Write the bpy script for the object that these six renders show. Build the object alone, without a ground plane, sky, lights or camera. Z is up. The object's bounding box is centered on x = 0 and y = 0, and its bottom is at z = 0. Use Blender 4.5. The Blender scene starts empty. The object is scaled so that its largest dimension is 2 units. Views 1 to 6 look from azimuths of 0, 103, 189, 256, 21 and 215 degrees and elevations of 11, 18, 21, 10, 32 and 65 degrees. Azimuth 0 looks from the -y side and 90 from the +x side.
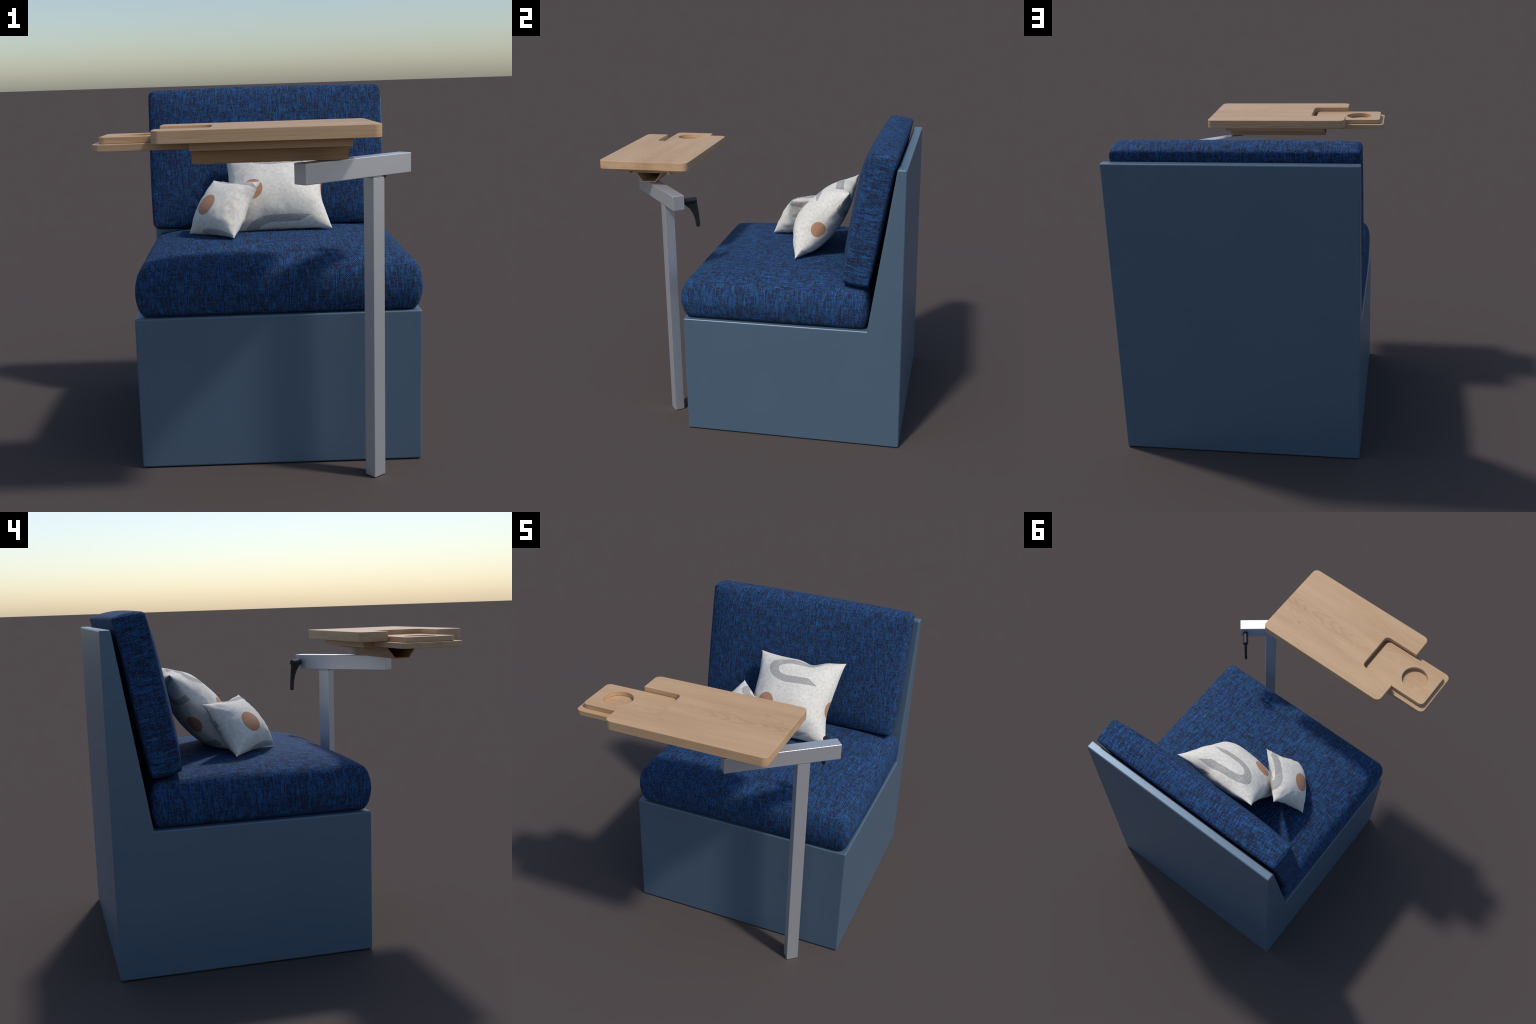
"""Upholstered booth seat with swivel side table and two throw pillows."""
import bpy, bmesh, math
from mathutils import Vector, Matrix, noise

S = bpy.context.scene.collection


# ------------------------------------------------------------------ helpers
def new_obj(name, mesh, parent=None, mat=None, loc=None, smooth=False):
    ob = bpy.data.objects.new(name, mesh)
    S.objects.link(ob)
    if parent:
        ob.parent = parent
    if mat:
        mesh.materials.append(mat)
    if loc:
        ob.location = loc
    for p in mesh.polygons:
        p.use_smooth = smooth
    return ob


def new_empty(name, label, category, loc=(0, 0, 0)):
    e = bpy.data.objects.new(name, None)
    e.empty_display_size = 0.1
    e.location = loc
    S.objects.link(e)
    e["label"] = label
    e["category"] = category
    return e


def round_outline(pts, radii, n=7):
    """2D polygon with each corner rounded by its own radius."""
    out = []
    N = len(pts)
    for i in range(N):
        p = Vector(pts[i]); a = Vector(pts[i - 1]); b = Vector(pts[(i + 1) % N])
        r = radii[i] if hasattr(radii, '__len__') else radii
        if r <= 0:
            out.append(p); continue
        da = (a - p).normalized(); db = (b - p).normalized()
        ang = math.acos(max(-1, min(1, da.dot(db))))
        t = r / math.tan(ang / 2)
        c = p + (da + db).normalized() * (r / math.sin(ang / 2))
        s = p + da * t - c; e = p + db * t - c
        a0 = math.atan2(s.y, s.x); a1 = math.atan2(e.y, e.x)
        d = (a1 - a0 + math.pi) % (2 * math.pi) - math.pi
        for k in range(n + 1):
            th = a0 + d * k / n
            out.append(c + Vector((math.cos(th), math.sin(th))) * r)
    return out


def prism(pts, lo, hi, place):
    """Extrude a 2D outline between lo and hi; place(a, b, h) -> xyz."""
    bm = bmesh.new()
    A = [bm.verts.new(place(p[0], p[1], lo)) for p in pts]
    B = [bm.verts.new(place(p[0], p[1], hi)) for p in pts]
    bm.faces.new(A); bm.faces.new(B)
    n = len(pts)
    for i in range(n):
        bm.faces.new((A[i], A[(i + 1) % n], B[(i + 1) % n], B[i]))
    bmesh.ops.recalc_face_normals(bm, faces=bm.faces)
    me = bpy.data.meshes.new("prism")
    bm.to_mesh(me); bm.free()
    return me


def bevel(ob, width, seg=2, ang=40):
    m = ob.modifiers.new("bevel", 'BEVEL')
    m.width = width; m.segments = seg
    m.limit_method = 'ANGLE'; m.angle_limit = math.radians(ang)
    m.harden_normals = True
    for p in ob.data.polygons:
        p.use_smooth = True
    try:
        ob.data.set_sharp_from_angle(angle=math.radians(35))
    except Exception:
        pass
    return m


def bake(ob):
    dg = bpy.context.evaluated_depsgraph_get()
    me = bpy.data.meshes.new_from_object(ob.evaluated_get(dg))
    ob.modifiers.clear()
    ob.data = me


xy = lambda a, b, h: (a, b, h)          # outline in plan, extruded upward
yz = lambda a, b, h: (h, a, b)          # outline in side elevation, extruded across


# ------------------------------------------------------------------ node helper
class NT:
    def __init__(self, name):
        self.mat = bpy.data.materials.new(name)
        self.mat.use_nodes = True
        self.t = self.mat.node_tree
        self.t.nodes.clear()
        self.out = self.node('ShaderNodeOutputMaterial')
        self.b = self.node('ShaderNodeBsdfPrincipled')
        self.t.links.new(self.b.outputs[0], self.out.inputs[0])

    def node(self, kind, **kw):
        n = self.t.nodes.new(kind)
        for k, v in kw.items():
            setattr(n, k, v)
        return n

    def put(self, sock, v):
        if hasattr(v, 'is_linked'):
            self.t.links.new(v, sock)
        elif v is not None:
            sock.default_value = v

    def m(self, op, a, b=None, c=None, clamp=False):
        n = self.node('ShaderNodeMath', operation=op, use_clamp=clamp)
        self.put(n.inputs[0], a); self.put(n.inputs[1], b); self.put(n.inputs[2], c)
        return n.outputs[0]

    def add(self, a, b): return self.m('ADD', a, b)
    def sub(self, a, b): return self.m('SUBTRACT', a, b)
    def mul(self, a, b): return self.m('MULTIPLY', a, b)
    def mn(self, a, b): return self.m('MINIMUM', a, b)
    def mx(self, a, b): return self.m('MAXIMUM', a, b)
    def ab(self, a): return self.m('ABSOLUTE', a)
    def lt(self, a, b): return self.m('LESS_THAN', a, b)
    def gt(self, a, b): return self.m('GREATER_THAN', a, b)

    def ss(self, v, lo, hi, o0=0.0, o1=1.0):
        n = self.node('ShaderNodeMapRange', interpolation_type='SMOOTHSTEP')
        for i, x in enumerate((v, lo, hi, o0, o1)):
            self.put(n.inputs[i], x)
        return n.outputs[0]

    def xyz(self, v):
        n = self.node('ShaderNodeSeparateXYZ'); self.put(n.inputs[0], v)
        return n.outputs

    def vec(self, x, y, z):
        n = self.node('ShaderNodeCombineXYZ')
        for i, q in enumerate((x, y, z)):
            self.put(n.inputs[i], q)
        return n.outputs[0]

    def noise(self, v, scale=1.0, detail=2.0, rough=0.5, dist=0.0):
        n = self.node('ShaderNodeTexNoise')
        self.put(n.inputs['Vector'], v)
        n.inputs['Scale'].default_value = scale
        n.inputs['Detail'].default_value = detail
        n.inputs['Roughness'].default_value = rough
        n.inputs['Distortion'].default_value = dist
        return n.outputs['Fac']

    def white(self, v):
        n = self.node('ShaderNodeTexWhiteNoise', noise_dimensions='3D')
        self.put(n.inputs['Vector'], v)
        return n.outputs['Value']

    def mix(self, f, a, b):
        n = self.node('ShaderNodeMix', data_type='RGBA')
        self.put(n.inputs[0], f)
        for s, v in ((n.inputs[6], a), (n.inputs[7], b)):
            if isinstance(v, tuple):
                v = (*v[:3], 1.0)
            self.put(s, v)
        return n.outputs[2]

    def ramp(self, f, stops):
        n = self.node('ShaderNodeValToRGB')
        self.put(n.inputs[0], f)
        el = n.color_ramp.elements
        while len(el) < len(stops):
            el.new(0.5)
        for e, (p, c) in zip(el, stops):
            e.position = p; e.color = (*c, 1)
        return n.outputs[0]

    def coord(self, kind='Object'):
        return self.node('ShaderNodeTexCoord').outputs[kind]

    def bump(self, h, strength, dist):
        n = self.node('ShaderNodeBump')
        n.inputs['Strength'].default_value = strength
        n.inputs['Distance'].default_value = dist
        self.put(n.inputs['Height'], h)
        self.t.links.new(n.outputs[0], self.b.inputs['Normal'])

    def done(self, col, rough=0.5, metal=0.0, spec=0.5):
        self.put(self.b.inputs['Base Color'], (*col, 1) if isinstance(col, tuple) else col)
        self.put(self.b.inputs['Roughness'], rough)
        self.b.inputs['Metallic'].default_value = metal
        self.b.inputs['Specular IOR Level'].default_value = spec
        return self.mat


# ------------------------------------------------------------------ materials
def mat_laminate():
    n = NT("blue_grey_laminate")
    o = n.coord()
    g = n.noise(o, 260, 2, 0.6)
    m = n.noise(o, 3.0, 3)
    sp = n.ss(n.noise(o, 170, 1), 0.72, 0.80)
    c = n.mix(m, (0.100, 0.159, 0.227), (0.111, 0.173, 0.246))
    c = n.mix(n.mul(sp, 0.35), c, (0.04, 0.07, 0.11))
    n.bump(g, 0.05, 0.001)
    return n.done(c, 0.38, 0.28, 0.5)


def mat_weave(name, side_scale=1.0, pitch=0.0055):
    """Two-tone tweed: checkered yarns with slubs along and across the cloth."""
    n = NT(name)
    ox, oy, oz = n.xyz(n.coord())
    nx, ny, nz = n.xyz(n.coord('Normal'))
    ax, ay, az = n.ab(nx), n.ab(ny), n.ab(nz)
    isx = n.mul(n.gt(ax, ay), n.gt(ax, az))
    isz = n.mul(n.gt(az, ay), n.sub(1.0, isx))
    # u across, v along the warp, chosen by the side of the cushion
    sel = lambda f, a, b: n.add(n.mul(f, a), n.mul(n.sub(1.0, f), b))
    u = sel(isx, oy, ox)
    v = sel(isz, oy, oz)
    if side_scale != 1.0:            # the boxing strip is cut across the bolt and coarser
        u2 = sel(isx, oz, u); v2 = sel(isx, oy, v)
        k = n.add(1.0, n.mul(isx, 1.0 / side_scale - 1.0))
        u = n.mul(u2, k); v = n.mul(v2, k)
    uu = n.m('DIVIDE', u, pitch)
    vv = n.m('DIVIDE', v, pitch)
    iu = n.m('FLOOR', uu); iv = n.m('FLOOR', vv)
    chk = n.m('MODULO', n.ab(n.add(iu, iv)), 2.0)          # over / under
    fu = n.m('SINE', n.mul(n.m('FRACT', uu), math.pi))
    fv = n.m('SINE', n.mul(n.m('FRACT', vv), math.pi))
    cell = n.m('POWER', n.mul(fu, fv), 0.6)
    side = n.add(n.mul(isx, 17.3), n.mul(isz, 5.7))
    streak = n.noise(n.vec(n.mul(iu, 0.95), n.mul(vv, 0.09), side), 1.0, 2, 0.6)
    cross = n.noise(n.vec(n.mul(uu, 0.11), n.mul(iv, 0.55), n.add(side, 3.0)), 1.0, 2, 0.6)
    patch = n.noise(n.vec(n.mul(u, 14), n.mul(v, 9), side), 1.0, 2)
    rnd = n.white(n.vec(iu, iv, side))
    warp = n.add(n.mul(n.sub(streak, 0.5), 3.6), n.mul(n.sub(patch, 0.5), 0.35))
    weft = n.mul(n.sub(cross, 0.5), 2.0)
    tone = n.add(n.add(0.25, n.mul(chk, n.add(0.36, n.mul(weft, 0.40)))), n.mul(warp, 0.45))
    tone = n.add(tone, n.mul(n.sub(rnd, 0.5), n.add(0.14, n.mul(chk, 0.24))))
    tone = n.add(tone, n.mul(weft, 0.18))
    tone = n.mul(tone, n.add(0.62, n.mul(cell, 0.45)))
    dye = n.noise(n.vec(n.mul(u, 30), n.mul(v, 30), n.add(side, 9.0)), 1.0, 2)
    blue = n.mix(n.ss(dye, 0.35, 0.68), (0.026, 0.110, 0.355), (0.024, 0.148, 0.345))
    c = n.mix(n.ss(tone, 0.10, 1.0), (0.0145, 0.0185, 0.037), blue)
    n.bump(n.add(cell, n.mul(chk, 0.5)), 0.10, 0.0010)
    return n.done(c, 0.9, 0, 0.2)


def mat_wood(name, yc=-0.70, shift=0.0, dark=0.0):
    """Flat-sawn beech: growth rings cut almost along a leaning trunk axis."""
    n = NT(name)
    o = n.coord()
    x, y, z = n.xyz(o)
    warp = n.noise(n.vec(n.mul(x, 3.2), n.mul(y, 11), n.mul(z, 8)), 1.0, 3, 0.55)
    dy = n.add(n.sub(y, yc), n.mul(n.sub(warp, 0.5), 0.055))
    dz = n.add(n.mul(n.add(x, 0.30 + shift), 0.115), n.mul(n.sub(z, 1.70), 1.0))
    r = n.m('SQRT', n.add(n.mul(dy, dy), n.mul(dz, dz)))
    nx = n.ab(n.xyz(n.coord('Normal'))[0])
    end = n.gt(nx, 0.7)                                    # end boards show flat layers
    r = n.add(n.mul(r, n.sub(1.0, end)), n.mul(n.add(z, n.mul(dy, 0.02)), n.mul(end, 1.3)))
    ph = n.add(n.mul(r, 95.0), n.mul(warp, 3.0))
    band = n.noise(n.vec(n.mul(x, 1.3), n.mul(y, 10), n.mul(z, 14)), 1.0, 2)
    ring = n.m('FRACT', ph)
    ring = n.ss(ring, 0.25, 1.0)
    fade = n.mul(n.ss(n.ab(dy), 0.06, 0.16, 1.0, 0.22), n.ss(band, 0.30, 0.60, 0.45, 1.0))
    fine = n.noise(n.vec(n.mul(x, 7), n.mul(y, 210), n.mul(z, 210)), 1.0, 3, 0.6)
    pore = n.ss(n.noise(n.vec(n.mul(x, 40), n.mul(y, 520), n.mul(z, 520)), 1.0, 1), 0.60, 0.74)
    a = n.add(n.mul(n.mul(ring, fade), 0.22), n.mul(fine, 0.50))
    edge = n.lt(n.ab(n.xyz(n.coord('Normal'))[2]), 0.6)
    lam = n.noise(n.vec(n.mul(x, 4), n.mul(y, 4), n.mul(z, 190)), 1.0, 2, 0.6)
    a = n.add(a, n.mul(edge, n.mul(n.sub(lam, 0.5), 1.1)))
    a = n.add(a, n.mul(n.sub(band, 0.5), 0.9))
    c = n.ramp(a, [(0.05, (0.578, 0.378, 0.215)), (0.40, (0.506, 0.311, 0.168)),
                   (0.85, (0.390, 0.208, 0.100))])
    c = n.mix(n.mul(pore, 0.16), c, (0.24, 0.13, 0.065))
    knot = n.ss(n.noise(n.vec(n.mul(x, 9), n.mul(y, 22), n.mul(z, 22)), 1.0, 0), 0.80, 0.84)
    c = n.mix(n.mul(knot, 0.5), c, (0.28, 0.12, 0.05))
    n.bump(fine, 0.06, 0.001)
    return n.done(c, n.add(0.42, n.mul(fine, 0.12)), 0, 0.4)


def mat_metal():
    n = NT("satin_aluminium")
    o = n.coord()
    x, y, z = n.xyz(o)
    br = n.noise(n.vec(n.mul(x, 30), n.mul(y, 30), n.mul(z, 30)), 1.0, 3)
    c = n.mix(br, (0.66, 0.665, 0.69), (0.70, 0.705, 0.73))
    return n.done(c, 0.36, 0.68, 0.5)


def mat_black():
    n = NT("black_plastic")
    o = n.coord()
    g = n.noise(o, 240, 2)
    c = n.mix(g, (0.012, 0.013, 0.015), (0.020, 0.021, 0.023))
    n.bump(g, 0.08, 0.0006)
    return n.done(c, 0.48, 0, 0.4)


def mat_pillow(name, tf, tb, bands, dots):
    """Natural linen with line-drawn hooks and terracotta dots, placed by masks.

    bands: (side, cx, cy, angle, R, w, stretch, length, cut, lines) - hairpin of
    parallel lines; side +1 front, -1 back, 0 both
    dots:  (x, y, z, radius) - balls that cut the cloth
    """
    n = NT(name)
    o = n.coord()
    x, y, z = n.xyz(o)
    # roll the curved faces out flat: the drop from the crown adds to the distance walked
    front = n.gt(z, 0.0)
    crown = n.add(n.mul(front, tf), n.mul(n.sub(1.0, front), tb))
    drop = n.mul(n.mx(n.sub(crown, n.ab(z)), 0.0), 0.55)
    x4, y4 = n.m('POWER', n.ab(x), 4.0), n.m('POWER', n.ab(y), 4.0)
    wy = n.m('DIVIDE', y4, n.add(n.add(x4, y4), 1e-6))
    fx = n.add(x, n.mul(n.mul(n.m('SIGN', x), drop), n.sub(1.0, wy)))
    fy = n.add(y, n.mul(n.mul(n.m('SIGN', y), drop), wy))
    ink = None
    for (side, cx, cy, ang, R, w, ax, length, cut, lines) in bands:
        ca, sa = math.cos(math.radians(ang)), math.sin(math.radians(ang))
        dx = n.sub(fx, cx); dy = n.sub(fy, cy)
        px = n.add(n.mul(dx, ca), n.mul(dy, sa))
        py = n.sub(n.mul(dy, ca), n.mul(dx, sa))
        bx = n.mul(n.mn(px, 0.0), ax)
        d = n.m('SQRT', n.add(n.mul(bx, bx), n.mul(py, py)))
        q = n.m('DIVIDE', n.sub(d, R), w)                 # -0.5 .. 0.5 across band
        inside = n.lt(n.ab(q), 0.5)
        ends = n.lt(px, n.add(length, n.mul(n.mul(q, w), cut)))
        f = n.m('FRACT', n.mul(n.add(q, 0.5), float(lines)))
        line = n.ss(n.ab(n.sub(f, 0.5)), 0.21, 0.29, 1.0, 0.0)
        k = n.mul(n.mul(inside, ends), line)
        if side:
            k = n.mul(k, n.gt(z, 0.0) if side > 0 else n.lt(z, 0.0))
        ink = k if ink is None else n.mx(ink, k)
    dot = None
    for (px, py, pz, r) in dots:
        v = n.node('ShaderNodeVectorMath', operation='DISTANCE')
        n.put(v.inputs[0], o); v.inputs[1].default_value = (px, py, pz)
        k = n.ss(v.outputs['Value'], r - 0.0012, r + 0.0012, 1.0, 0.0)
        dot = k if dot is None else n.mx(dot, k)
    mot = n.noise(o, 55, 3, 0.6)
    fib = n.noise(n.vec(n.mul(x, 60), n.mul(y, 900), n.mul(z, 300)), 1.0, 1)
    fib2 = n.noise(n.vec(n.mul(x, 900), n.mul(y, 60), n.mul(z, 300)), 1.0, 1)
    c = n.ramp(mot, [(0.30, (0.65, 0.615, 0.55)), (0.52, (0.75, 0.715, 0.645)), (0.7, (0.81, 0.775, 0.71))])
    if dot is not None:
        terr = n.mix(mot, (0.43, 0.225, 0.135), (0.50, 0.27, 0.165))
        c = n.mix(dot, c, terr)
    if ink is not None:
        c = n.mix(n.mul(ink, 0.92), c, (0.028, 0.040, 0.078))
    h = n.add(n.mul(mot, 0.8), n.mul(n.add(fib, fib2), 0.25))
    n.bump(h, 0.35, 0.002)
    n.b.inputs['Sheen Weight'].default_value = 0.1
    return n.done(c, 0.9, 0, 0.2)


M_LAM = mat_laminate()
M_SEAT = mat_weave("blue_tweed_seat")
M_BACK = mat_weave("blue_tweed_back", side_scale=1.2)
M_TOP = mat_wood("beech_top")
M_TRAY = mat_wood("beech_tray", yc=-0.76, shift=0.75)
M_UNDER = mat_wood("beech_under", yc=-0.66, shift=0.35)
M_MET = mat_metal()
M_BLK = mat_black()

# ------------------------------------------------------------------ booth seat
seat = new_empty("booth_seat", "blue upholstered booth seat on a blue-grey box base", "bench seat", (0.03, 0.31, 0))


def parent_keep(ob, par):
    ob.parent = par
    ob.matrix_parent_inverse = Matrix.Translation(-par.location)


base_profile = [(-0.378, 0.002), (0.9995, 0.002), (0.9995, 1.783), (0.944, 1.783), (0.787, 0.777), (-0.378, 0.777)]
base = new_obj("base", prism(base_profile, -0.676, 0.736, yz), None, M_LAM)
parent_keep(base, seat)
bevel(base, 0.009, 3, 30)


def axis_samples(h, r, n_mid, n_edge):
    """Positions along one edge, denser where the corner is rounded."""
    e = [-h + r * i / n_edge for i in range(n_edge)]
    m = [-(h - r) + 2 * (h - r) * i / n_mid for i in range(n_mid + 1)]
    return e + m + [-q for q in reversed(e)]


def cushion_mesh(h, radii, shape, mids, n_edge=6):
    """Box grid whose edges are rounded plane by plane, then shaped by a rule."""
    rmax = max(radii)
    ax = [axis_samples(h[i], rmax, mids[i], n_edge) for i in range(3)]
    bm = bmesh.new()
    vd = {}

    def corner(p, i, j, r):
        ci, cj = h[i] - r, h[j] - r
        a, b = abs(p[i]) - ci, abs(p[j]) - cj
        if a > 0 and b > 0:
            k = max(a, b) / math.hypot(a, b)
            p[i] = math.copysign(ci + a * k, p[i]); p[j] = math.copysign(cj + b * k, p[j])

    def V(i, j, k):
        key = (i, j, k)
        if key not in vd:
            p = [ax[0][i], ax[1][j], ax[2][k]]
            for (a, b), r in zip(((0, 1), (0, 2), (1, 2)), radii):
                corner(p, a, b, r)
            vd[key] = bm.verts.new(shape(Vector(p)))
        return vd[key]
    n = [len(a) for a in ax]
    for d in range(3):
        a, b = [q for q in range(3) if q != d]
        for end in (0, n[d] - 1):
            for i in range(n[a] - 1):
                for j in range(n[b] - 1):
                    ids = []
                    for (p, q) in ((i, j), (i + 1, j), (i + 1, j + 1), (i, j + 1)):
                        t = [0, 0, 0]; t[d] = end; t[a] = p; t[b] = q
                        ids.append(V(*t))
                    bm.faces.new(ids)
    bmesh.ops.recalc_face_normals(bm, faces=bm.faces)
    me = bpy.data.meshes.new("cushion")
    bm.to_mesh(me); bm.free()
    return me


HS = (0.704, 0.592, 0.116)          # seat cushion half sizes


def seat_shape(p):
    sx, sy, sz = p.x / HS[0], p.y / HS[1], p.z / HS[2]
    inset = 0.024 * sz * sz
    q = Vector(p)
    q.x -= math.copysign(inset, p.x) * abs(sx) ** 3
    q.y -= math.copysign(inset, p.y) * abs(sy) ** 3
    q.x += 0.011 * sx * (1 - sy * sy) * (1 - sz * sz)
    if sz > -0.9:
        up = (sz + 1) / 2
        q.z += 0.005 * up + 0.018 * up * (1 - sx * sx) * (1 - min(1.0, abs(sy - 0.12)) ** 2)
        q.z += 0.053 * up * (1 - abs(sx) ** 7) * (1 - abs(sy) ** (6.5 if sy < 0 else 3.2))
        if sy < 0:
            q.y += 0.006 * sy * (1 - sz * sz)
    w = noise.noise(Vector((p.x * 4, p.y * 4, p.z * 4)))
    q.z += 0.002 * w * max(sz, 0)
    return q


sc = new_obj("seat_cushion", cushion_mesh(HS, (0.045, 0.028, 0.028), seat_shape, (44, 38, 8)), None, M_SEAT, (0.036, 0.202, 0.895), True)
parent_keep(sc, seat)

HB = (0.689, 0.077, 0.406)          # back cushion half sizes (width, depth, height)


def back_shape(p):
    sx, sy, sz = p.x / HB[0], p.y / HB[1], p.z / HB[2]
    q = Vector(p)
    fx, fz = 1 - abs(sx) ** 7, 1 - abs(sz) ** 6       # stuffed flat, falling off near the piping
    gx, gz = 1 - abs(sx) ** 2.4, 1 - abs(sz) ** 2.6
    if sy < 0:
        q.y += sy * (0.036 * fx * fz + 0.014 * gx * gz)
    else:
        q.y += sy * (0.004 + 0.003 * sx + 0.018 * fx * gz)
    if sz > 0 and sy > 0:                              # top rear corner stays full
        q.y += 0.012 * sy * sz ** 3
        q.z += 0.006 * sy * sz ** 3
    fy = 1 - sy * sy
    q.z += (0.022 if sz > 0 else 0.010) * sz * fy * (0.45 + 0.55 * gx)
    q.x += 0.006 * sx * fy * (0.3 + 0.7 * gz)
    low = max(0.0, -sz)
    q.x -= 0.006 * sx * low * low
    return q


bc = new_obj("back_cushion", cushion_mesh(HB, (0.016, 0.034, 0.014), back_shape, (48, 8, 30)), None, M_BACK, (0.0145, 0.776, 1.451), True)
bc.rotation_euler = (math.radians(-10.6), 0, 0)
parent_keep(bc, seat)

# ------------------------------------------------------------------ swivel table
ARM_A = Vector((0.6455, -0.4005)); ARM_B = Vector((0.1220, -0.8190))
D = (ARM_B - ARM_A).normalized(); ARM_L = (ARM_B - ARM_A).length
ARM_ANG = math.atan2(-D.y, -D.x)
POST = Vector((0.4785, -0.5335))
table = new_empty("swivel_side_table", "aluminium post with swing arm and beech tray table", "side table", (POST.x, POST.y, 0))


def box_mesh(hx, hy, z0, z1):
    return prism([(-hx, -hy), (hx, -hy), (hx, hy), (-hx, hy)], z0, z1, xy)


post = new_obj("post", box_mesh(0.037, 0.0315, 0.0, 1.455), None, M_MET, (POST.x, POST.y, 0))
post.rotation_euler.z = ARM_ANG
parent_keep(post, table); bevel(post, 0.003, 2)
collar = new_obj("collar", box_mesh(0.030, 0.025, 1.450, 1.464), None, M_MET, (POST.x, POST.y, 0))
collar.rotation_euler.z = ARM_ANG
parent_keep(collar, table)
mid = (ARM_A + ARM_B) / 2
arm = new_obj("swing_arm", box_mesh(ARM_L / 2, 0.0375, 1.4605, 1.5535), None, M_MET, (mid.x, mid.y, 0))
arm.rotation_euler.z = ARM_ANG
parent_keep(arm, table); bevel(arm, 0.0035, 2)

# clamp lever on the far face of the arm: hub plus a flared, curved blade
hub_at = ARM_A + D * 0.034
lever = bpy.data.objects.new("clamp_lever", bpy.data.meshes.new("lever"))
bm = bmesh.new()
prof = [(0.034, 0.0155), (0.040, 0.0155), (0.041, 0.018), (0.126, 0.018), (0.1285, 0.0155)]
SEG = 28
rings = []
for (d, r) in prof:
    rings.append([bm.verts.new((math.cos(2 * math.pi * i / SEG) * r, d, 1.507 + math.sin(2 * math.pi * i / SEG) * r)) for i in range(SEG)])
for a, b in zip(rings, rings[1:]):
    for i in range(SEG):
        bm.faces.new((a[i], a[(i + 1) % SEG], b[(i + 1) % SEG], b[i]))
bm.faces.new(rings[0]); bm.faces.new(rings[-1])
# blade: outer edge, inner edge stations down to the tip
outer = [(0.1280, 1.517), (0.1320, 1.490), (0.1375, 1.455), (0.1425, 1.415), (0.1455, 1.380), (0.1470, 1.352), (0.1465, 1.338), (0.1430, 1.331)]
inner = [(0.044, 1.4895), (0.058, 1.478), (0.085, 1.453), (0.1055, 1.418), (0.1170, 1.380), (0.1205, 1.355), (0.1215, 1.340), (0.1260, 1.331)]
half = [0.0105, 0.010, 0.0095, 0.0085, 0.0085, 0.0085, 0.008, 0.007]
st = []
for o, i, w in zip(outer, inner, half):
    c = min(0.3, 0.35)
    row = []
    for (t, s) in ((0, -0.55), (0, 0.55), (0.12, 1), (0.88, 1), (1, 0.55), (1, -0.55), (0.88, -1), (0.12, -1)):
        row.append(bm.verts.new((s * w, o[0] + (i[0] - o[0]) * t, o[1] + (i[1] - o[1]) * t)))
    st.append(row)
for a, b in zip(st, st[1:]):
    for k in range(8):
        bm.faces.new((a[k], a[(k + 1) % 8], b[(k + 1) % 8], b[k]))
bm.faces.new(st[0]); bm.faces.new(st[-1])
bmesh.ops.recalc_face_normals(bm, faces=bm.faces)
bm.to_mesh(lever.data); bm.free()
S.objects.link(lever)
lever.data.materials.append(M_BLK)
for p in lever.data.polygons:
    p.use_smooth = True
lever.data.set_sharp_from_angle(angle=math.radians(40))
lever.location = (hub_at.x, hub_at.y, 0)
lever.rotation_euler.z = ARM_ANG
parent_keep(lever, table)

# tabletop with the slot for the cup tray
TX0, TX1, TY0, TY1 = -0.488, 0.451, -1.000, -0.401
NX, NY0, NY1 = -0.250, -0.846, -0.561
pts = [(TX0, TY0), (TX1, TY0), (TX1, TY1), (TX0, TY1), (TX0, NY1), (NX, NY1), (NX, NY0), (TX0, NY0)]
rad = [0.036, 0.036, 0.036, 0.036, 0.004, 0.030, 0.030, 0.004]
top = new_obj("tabletop", prism(round_outline(pts, rad), 1.662, 1.717, xy), None, M_TOP)
parent_keep(top, table); bevel(top, 0.003, 2, 50)

# sliding cup tray: block with a round hole over a thinner carrier board
blk = new_obj("cup_block", prism(round_outline([(-0.722, -0.842), (-0.274, -0.840), (-0.274, -0.566), (-0.722, -0.565)], 0.030), 1.6615, 1.689, xy), None, M_TRAY)
cut = new_obj("cutter", prism([(-0.574 + 0.0865 * math.cos(2 * math.pi * i / 24), -0.705 + 0.0865 * math.sin(2 * math.pi * i / 24)) for i in range(24)], 1.60, 1.75, xy))
bo = blk.modifiers.new("hole", 'BOOLEAN'); bo.object = cut; bo.operation = 'DIFFERENCE'; bo.solver = 'EXACT'
bpy.context.view_layer.update()
bake(blk)
bpy.data.objects.remove(cut)
parent_keep(blk, table); bevel(blk, 0.002, 2, 50)
carrier = new_obj("tray_carrier", prism(round_outline([(-0.748, -0.877), (-0.3385, -0.877), (-0.3385, -0.533), (-0.748, -0.533)], [0.034, 0, 0, 0.034]), 1.631, 1.6605, xy), None, M_UNDER)
parent_keep(carrier, table); bevel(carrier, 0.002, 2, 50)

panel = new_obj("under_panel", prism([(-0.337, -0.931), (0.337, -0.931), (0.337, -0.476), (-0.337, -0.476)], 1.626, 1.6615, xy), None, M_UNDER)
parent_keep(panel, table); bevel(panel, 0.0015, 1)
for (a, b) in ((-0.860, -0.831), (-0.583, -0.554)):
    rail = new_obj("runner", prism([(a, 1.611), (b, 1.611), (b - 0.008, 1.6265), (a + 0.008, 1.6265)], -0.335, 0.335, yz), None, M_UNDER)
    parent_keep(rail, table)

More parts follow.
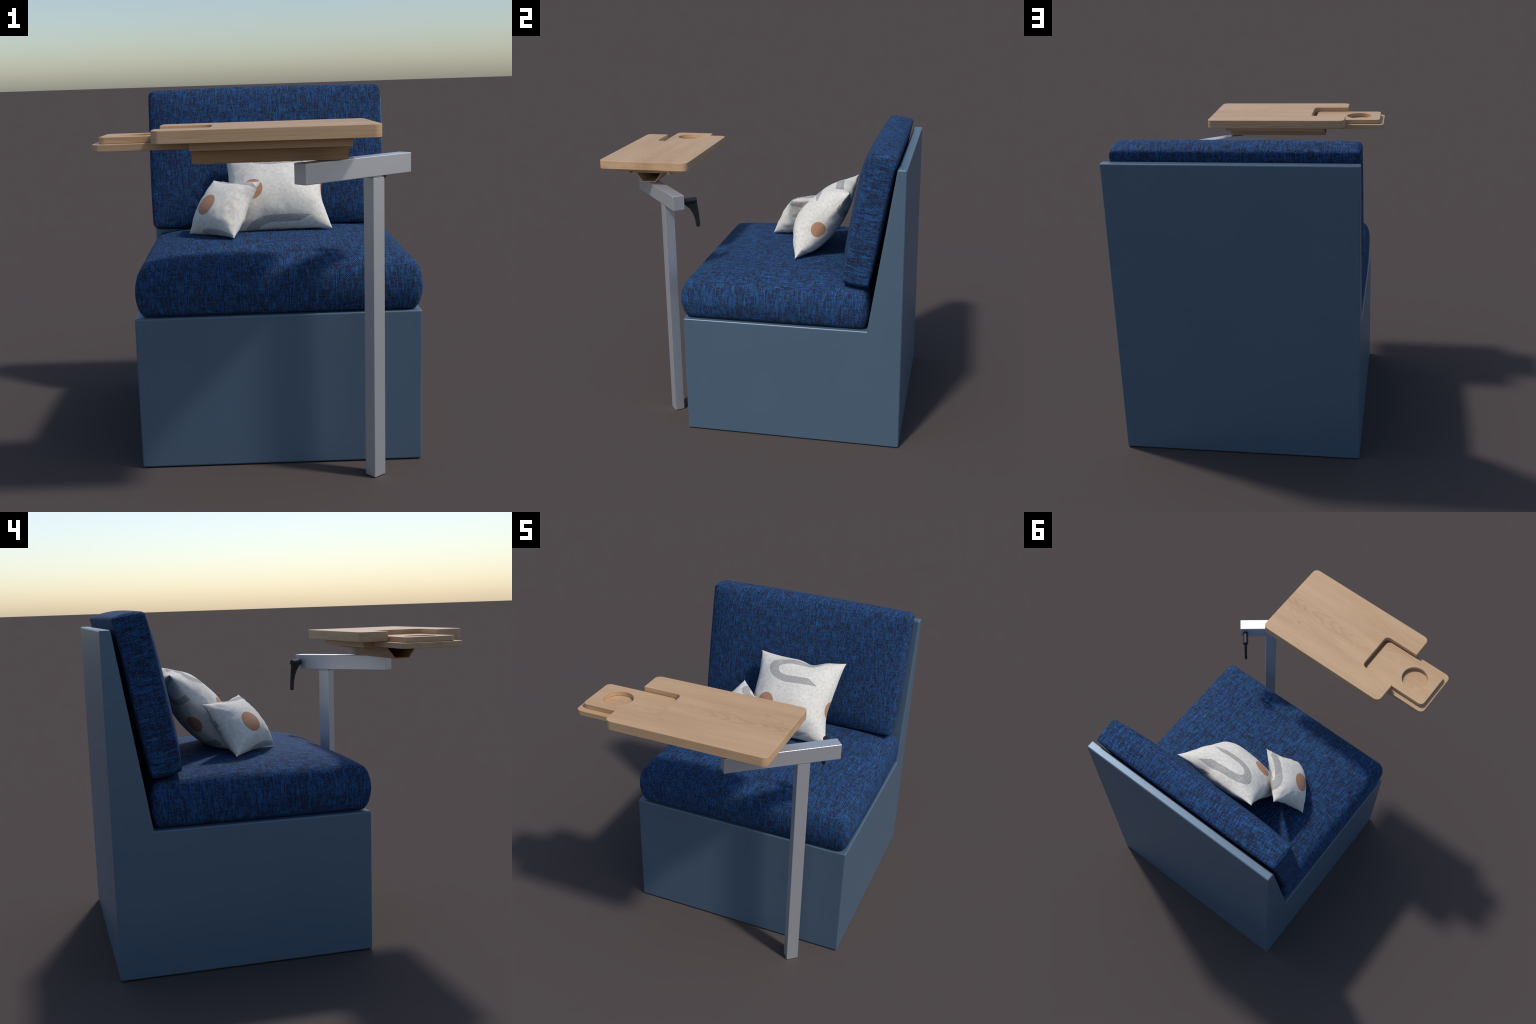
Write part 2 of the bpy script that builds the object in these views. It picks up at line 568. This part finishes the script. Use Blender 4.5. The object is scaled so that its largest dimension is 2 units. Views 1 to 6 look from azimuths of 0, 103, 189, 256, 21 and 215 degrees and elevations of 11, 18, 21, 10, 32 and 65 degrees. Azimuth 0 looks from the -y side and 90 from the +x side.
# hollow trapezoid channel: closed outer and inner outline joined at both ends
o_ = [(-0.796, 1.6258), (-0.609, 1.6258), (-0.659, 1.557), (-0.751, 1.557)]
i_ = [(-0.786, 1.6195), (-0.619, 1.6195), (-0.6635, 1.5635), (-0.7465, 1.5635)]
bm = bmesh.new()
R4 = [[bm.verts.new((xx, p[0], p[1])) for p in q] for q in (o_, i_) for xx in (-0.337, 0.337)]
for k in range(4):
    l = (k + 1) % 4
    bm.faces.new((R4[0][k], R4[0][l], R4[1][l], R4[1][k]))
    bm.faces.new((R4[2][k], R4[2][l], R4[3][l], R4[3][k]))
    bm.faces.new((R4[0][k], R4[0][l], R4[2][l], R4[2][k]))
    bm.faces.new((R4[1][k], R4[1][l], R4[3][l], R4[3][k]))
bmesh.ops.recalc_face_normals(bm, faces=bm.faces)
cm = bpy.data.meshes.new("channel"); bm.to_mesh(cm); bm.free()
chan = new_obj("slide_channel", cm, None, M_UNDER)
parent_keep(chan, table)


# ------------------------------------------------------------------ throw pillows
def frame(tl, tr, br, bl):
    tl, tr, br, bl = map(Vector, (tl, tr, br, bl))
    c = (tl + tr + br + bl) / 4
    ex = ((tr - tl) + (br - bl)).normalized()
    ey = ((tl - bl) + (tr - br))
    ey = (ey - ex * ey.dot(ex)).normalized()
    ez = ex.cross(ey)
    return Matrix((ex, ey, ez)).transposed().to_4x4(), c


def pillow_mesh(corners, tf, tb, lean, seed, inset, N=64):
    """corners: local tl,tr,br,bl; two stuffed faces meeting in a seam."""
    tl, tr, br, bl = corners
    bm = bmesh.new()
    off = Vector((seed * 7.1, seed * 3.3, seed))

    def pos(u, v, side):
        a, b = (u + 1) / 2, (v + 1) / 2
        # every seam is pulled in between its two corners, by its own amount
        us = u * (1 - inset['right' if u > 0 else 'left'](v) * (1 - v * v) ** 0.8 * abs(u) ** 2)
        vs = v * (1 - inset['top' if v > 0 else 'bottom'](u) * (1 - u * u) ** 0.8 * abs(v) ** 2)
        a, b = (us + 1) / 2, (vs + 1) / 2
        p = (bl * (1 - a) + br * a) * (1 - b) + (tl * (1 - a) + tr * a) * b
        puff = max(0.0, (1 - abs(u) ** 2.3) * (1 - abs(v) ** 2.3))
        g = noise.noise(Vector((u * 1.7, v * 1.7, side * 5)) + off)
        fine = noise.noise(Vector((u * 5.0, v * 5.0, side * 3)) + off)
        edge = max(abs(u), abs(v))
        t = (tf if side > 0 else tb)
        hgt = t * puff ** 0.58 * (1 + 0.05 * g) * (1 - (0.17 if side > 0 else 0.28) * v) * (1 + (lean * u if side > 0 else 0))
        # gathered folds running in from the seams
        hgt += 0.016 * fine * puff ** 0.45 * edge ** 3
        seam = 0.010 * noise.noise(Vector((u * 2.4, v * 2.4, 9)) + off) * edge ** 4 * (1 - min(abs(u), abs(v)) ** 4)
        p = p + Vector((0, 0, side * hgt + seam))
        return p
    sp = [math.sin(math.pi / 2 * (-1 + 2 * i / N)) for i in range(N + 1)]
    V = {}
    for side in (1, -1):
        for i in range(N + 1):
            for j in range(N + 1):
                rim = i in (0, N) or j in (0, N)
                if rim and side < 0:
                    V[side, i, j] = V[1, i, j]
                else:
                    V[side, i, j] = bm.verts.new(pos(sp[i], sp[j], side))
        for i in range(N):
            for j in range(N):
                q = [V[side, i, j], V[side, i + 1, j], V[side, i + 1, j + 1], V[side, i, j + 1]]
                if side < 0:
                    q.reverse()
                bm.faces.new(q)
    me = bpy.data.meshes.new("pillow")
    bm.to_mesh(me); bm.free()
    return me


def make_pillow(name, label, c4, tf, tb, lean, seed, inset, mat):
    rot, c = frame(*c4)
    inv = rot.inverted()
    loc = [inv @ (Vector(p) - c) for p in c4]
    ob = new_obj(name, pillow_mesh(loc, tf, tb, lean, seed, inset), None, mat, None, True)
    ob.matrix_world = Matrix.Translation(c) @ rot
    ob["label"] = label
    ob["category"] = "throw pillow"
    return ob


BIG = ((-0.239, 0.605, 1.524), (0.356, 0.621, 1.537), (0.362, 0.271, 1.092), (-0.235, 0.255, 1.085))
SMALL = ((-0.295, 0.446, 1.359), (-0.027, 0.174, 1.376), (-0.181, 0.013, 1.095), (-0.434, 0.294, 1.081))
P_BIG = mat_pillow("linen_print_large", 0.155, 0.125, [
    (1, -0.0235, 0.183, 0, 0.0835, 0.053, 0.59, 0.175, 1.60, 10),
    (1, -0.0235, -0.372, 0, 0.083, 0.046, 0.575, 0.168, 1.58, 10),
    (-1, 0.200, 0.205, 180, 0.074, 0.050, 0.59, 0.110, 1.30, 11),
    (-1, -0.280, 0.205, 180, 0.085, 0.042, 0.59, 0.120, 0.00, 11),
    (-1, -0.220, -0.300, 180, 0.098, 0.058, 0.80, 0.085, 0.00, 10),
    (-1, 0.050, -0.345, 0, 0.085, 0.065, 1.00, 0.300, 0.00, 9),
], [(-0.145, -0.082, 0.128, 0.062), (0.268, -0.045, 0.0, 0.055), (-0.220, -0.035, -0.080, 0.055)])
P_SMALL = mat_pillow("linen_print_small", 0.100, 0.075, [
    (0, 0.010, 0.228, 0, 0.064, 0.050, 0.70, 0.185, 1.30, 11),
    (0, 0.020, -0.235, 0, 0.036, 0.030, 0.50, 0.180, 1.30, 8),
    (-1, -0.160, 0.100, 180, 0.055, 0.040, 0.80, 0.080, 0.00, 10),
], [(-0.027, -0.038, 0.096, 0.062)])

bump_at = lambda t, c, w: math.exp(-((t - c) / w) ** 2)
BIG_SEAM = {'top': lambda u: 0.09 + 0.10 * bump_at(u, 0.28, 0.22), 'bottom': lambda u: 0.05,
            'right': lambda v: 0.11 + 0.06 * bump_at(v, -0.35, 0.4), 'left': lambda v: 0.10}
SMALL_SEAM = {'top': lambda u: 0.10 + 0.06 * bump_at(u, 0.1, 0.3), 'bottom': lambda u: 0.07,
              'right': lambda v: 0.09 + 0.06 * bump_at(v, 0.3, 0.4), 'left': lambda v: 0.15}
big = make_pillow("throw_pillow", "large off-white cushion with line hooks and dots", BIG, 0.153, 0.106, 0.10, 1, BIG_SEAM, P_BIG)
small = make_pillow("throw_pillow", "small off-white cushion leaning on the larger", SMALL, 0.104, 0.075, 0.0, 2, SMALL_SEAM, P_SMALL)
bpy.context.view_layer.update()
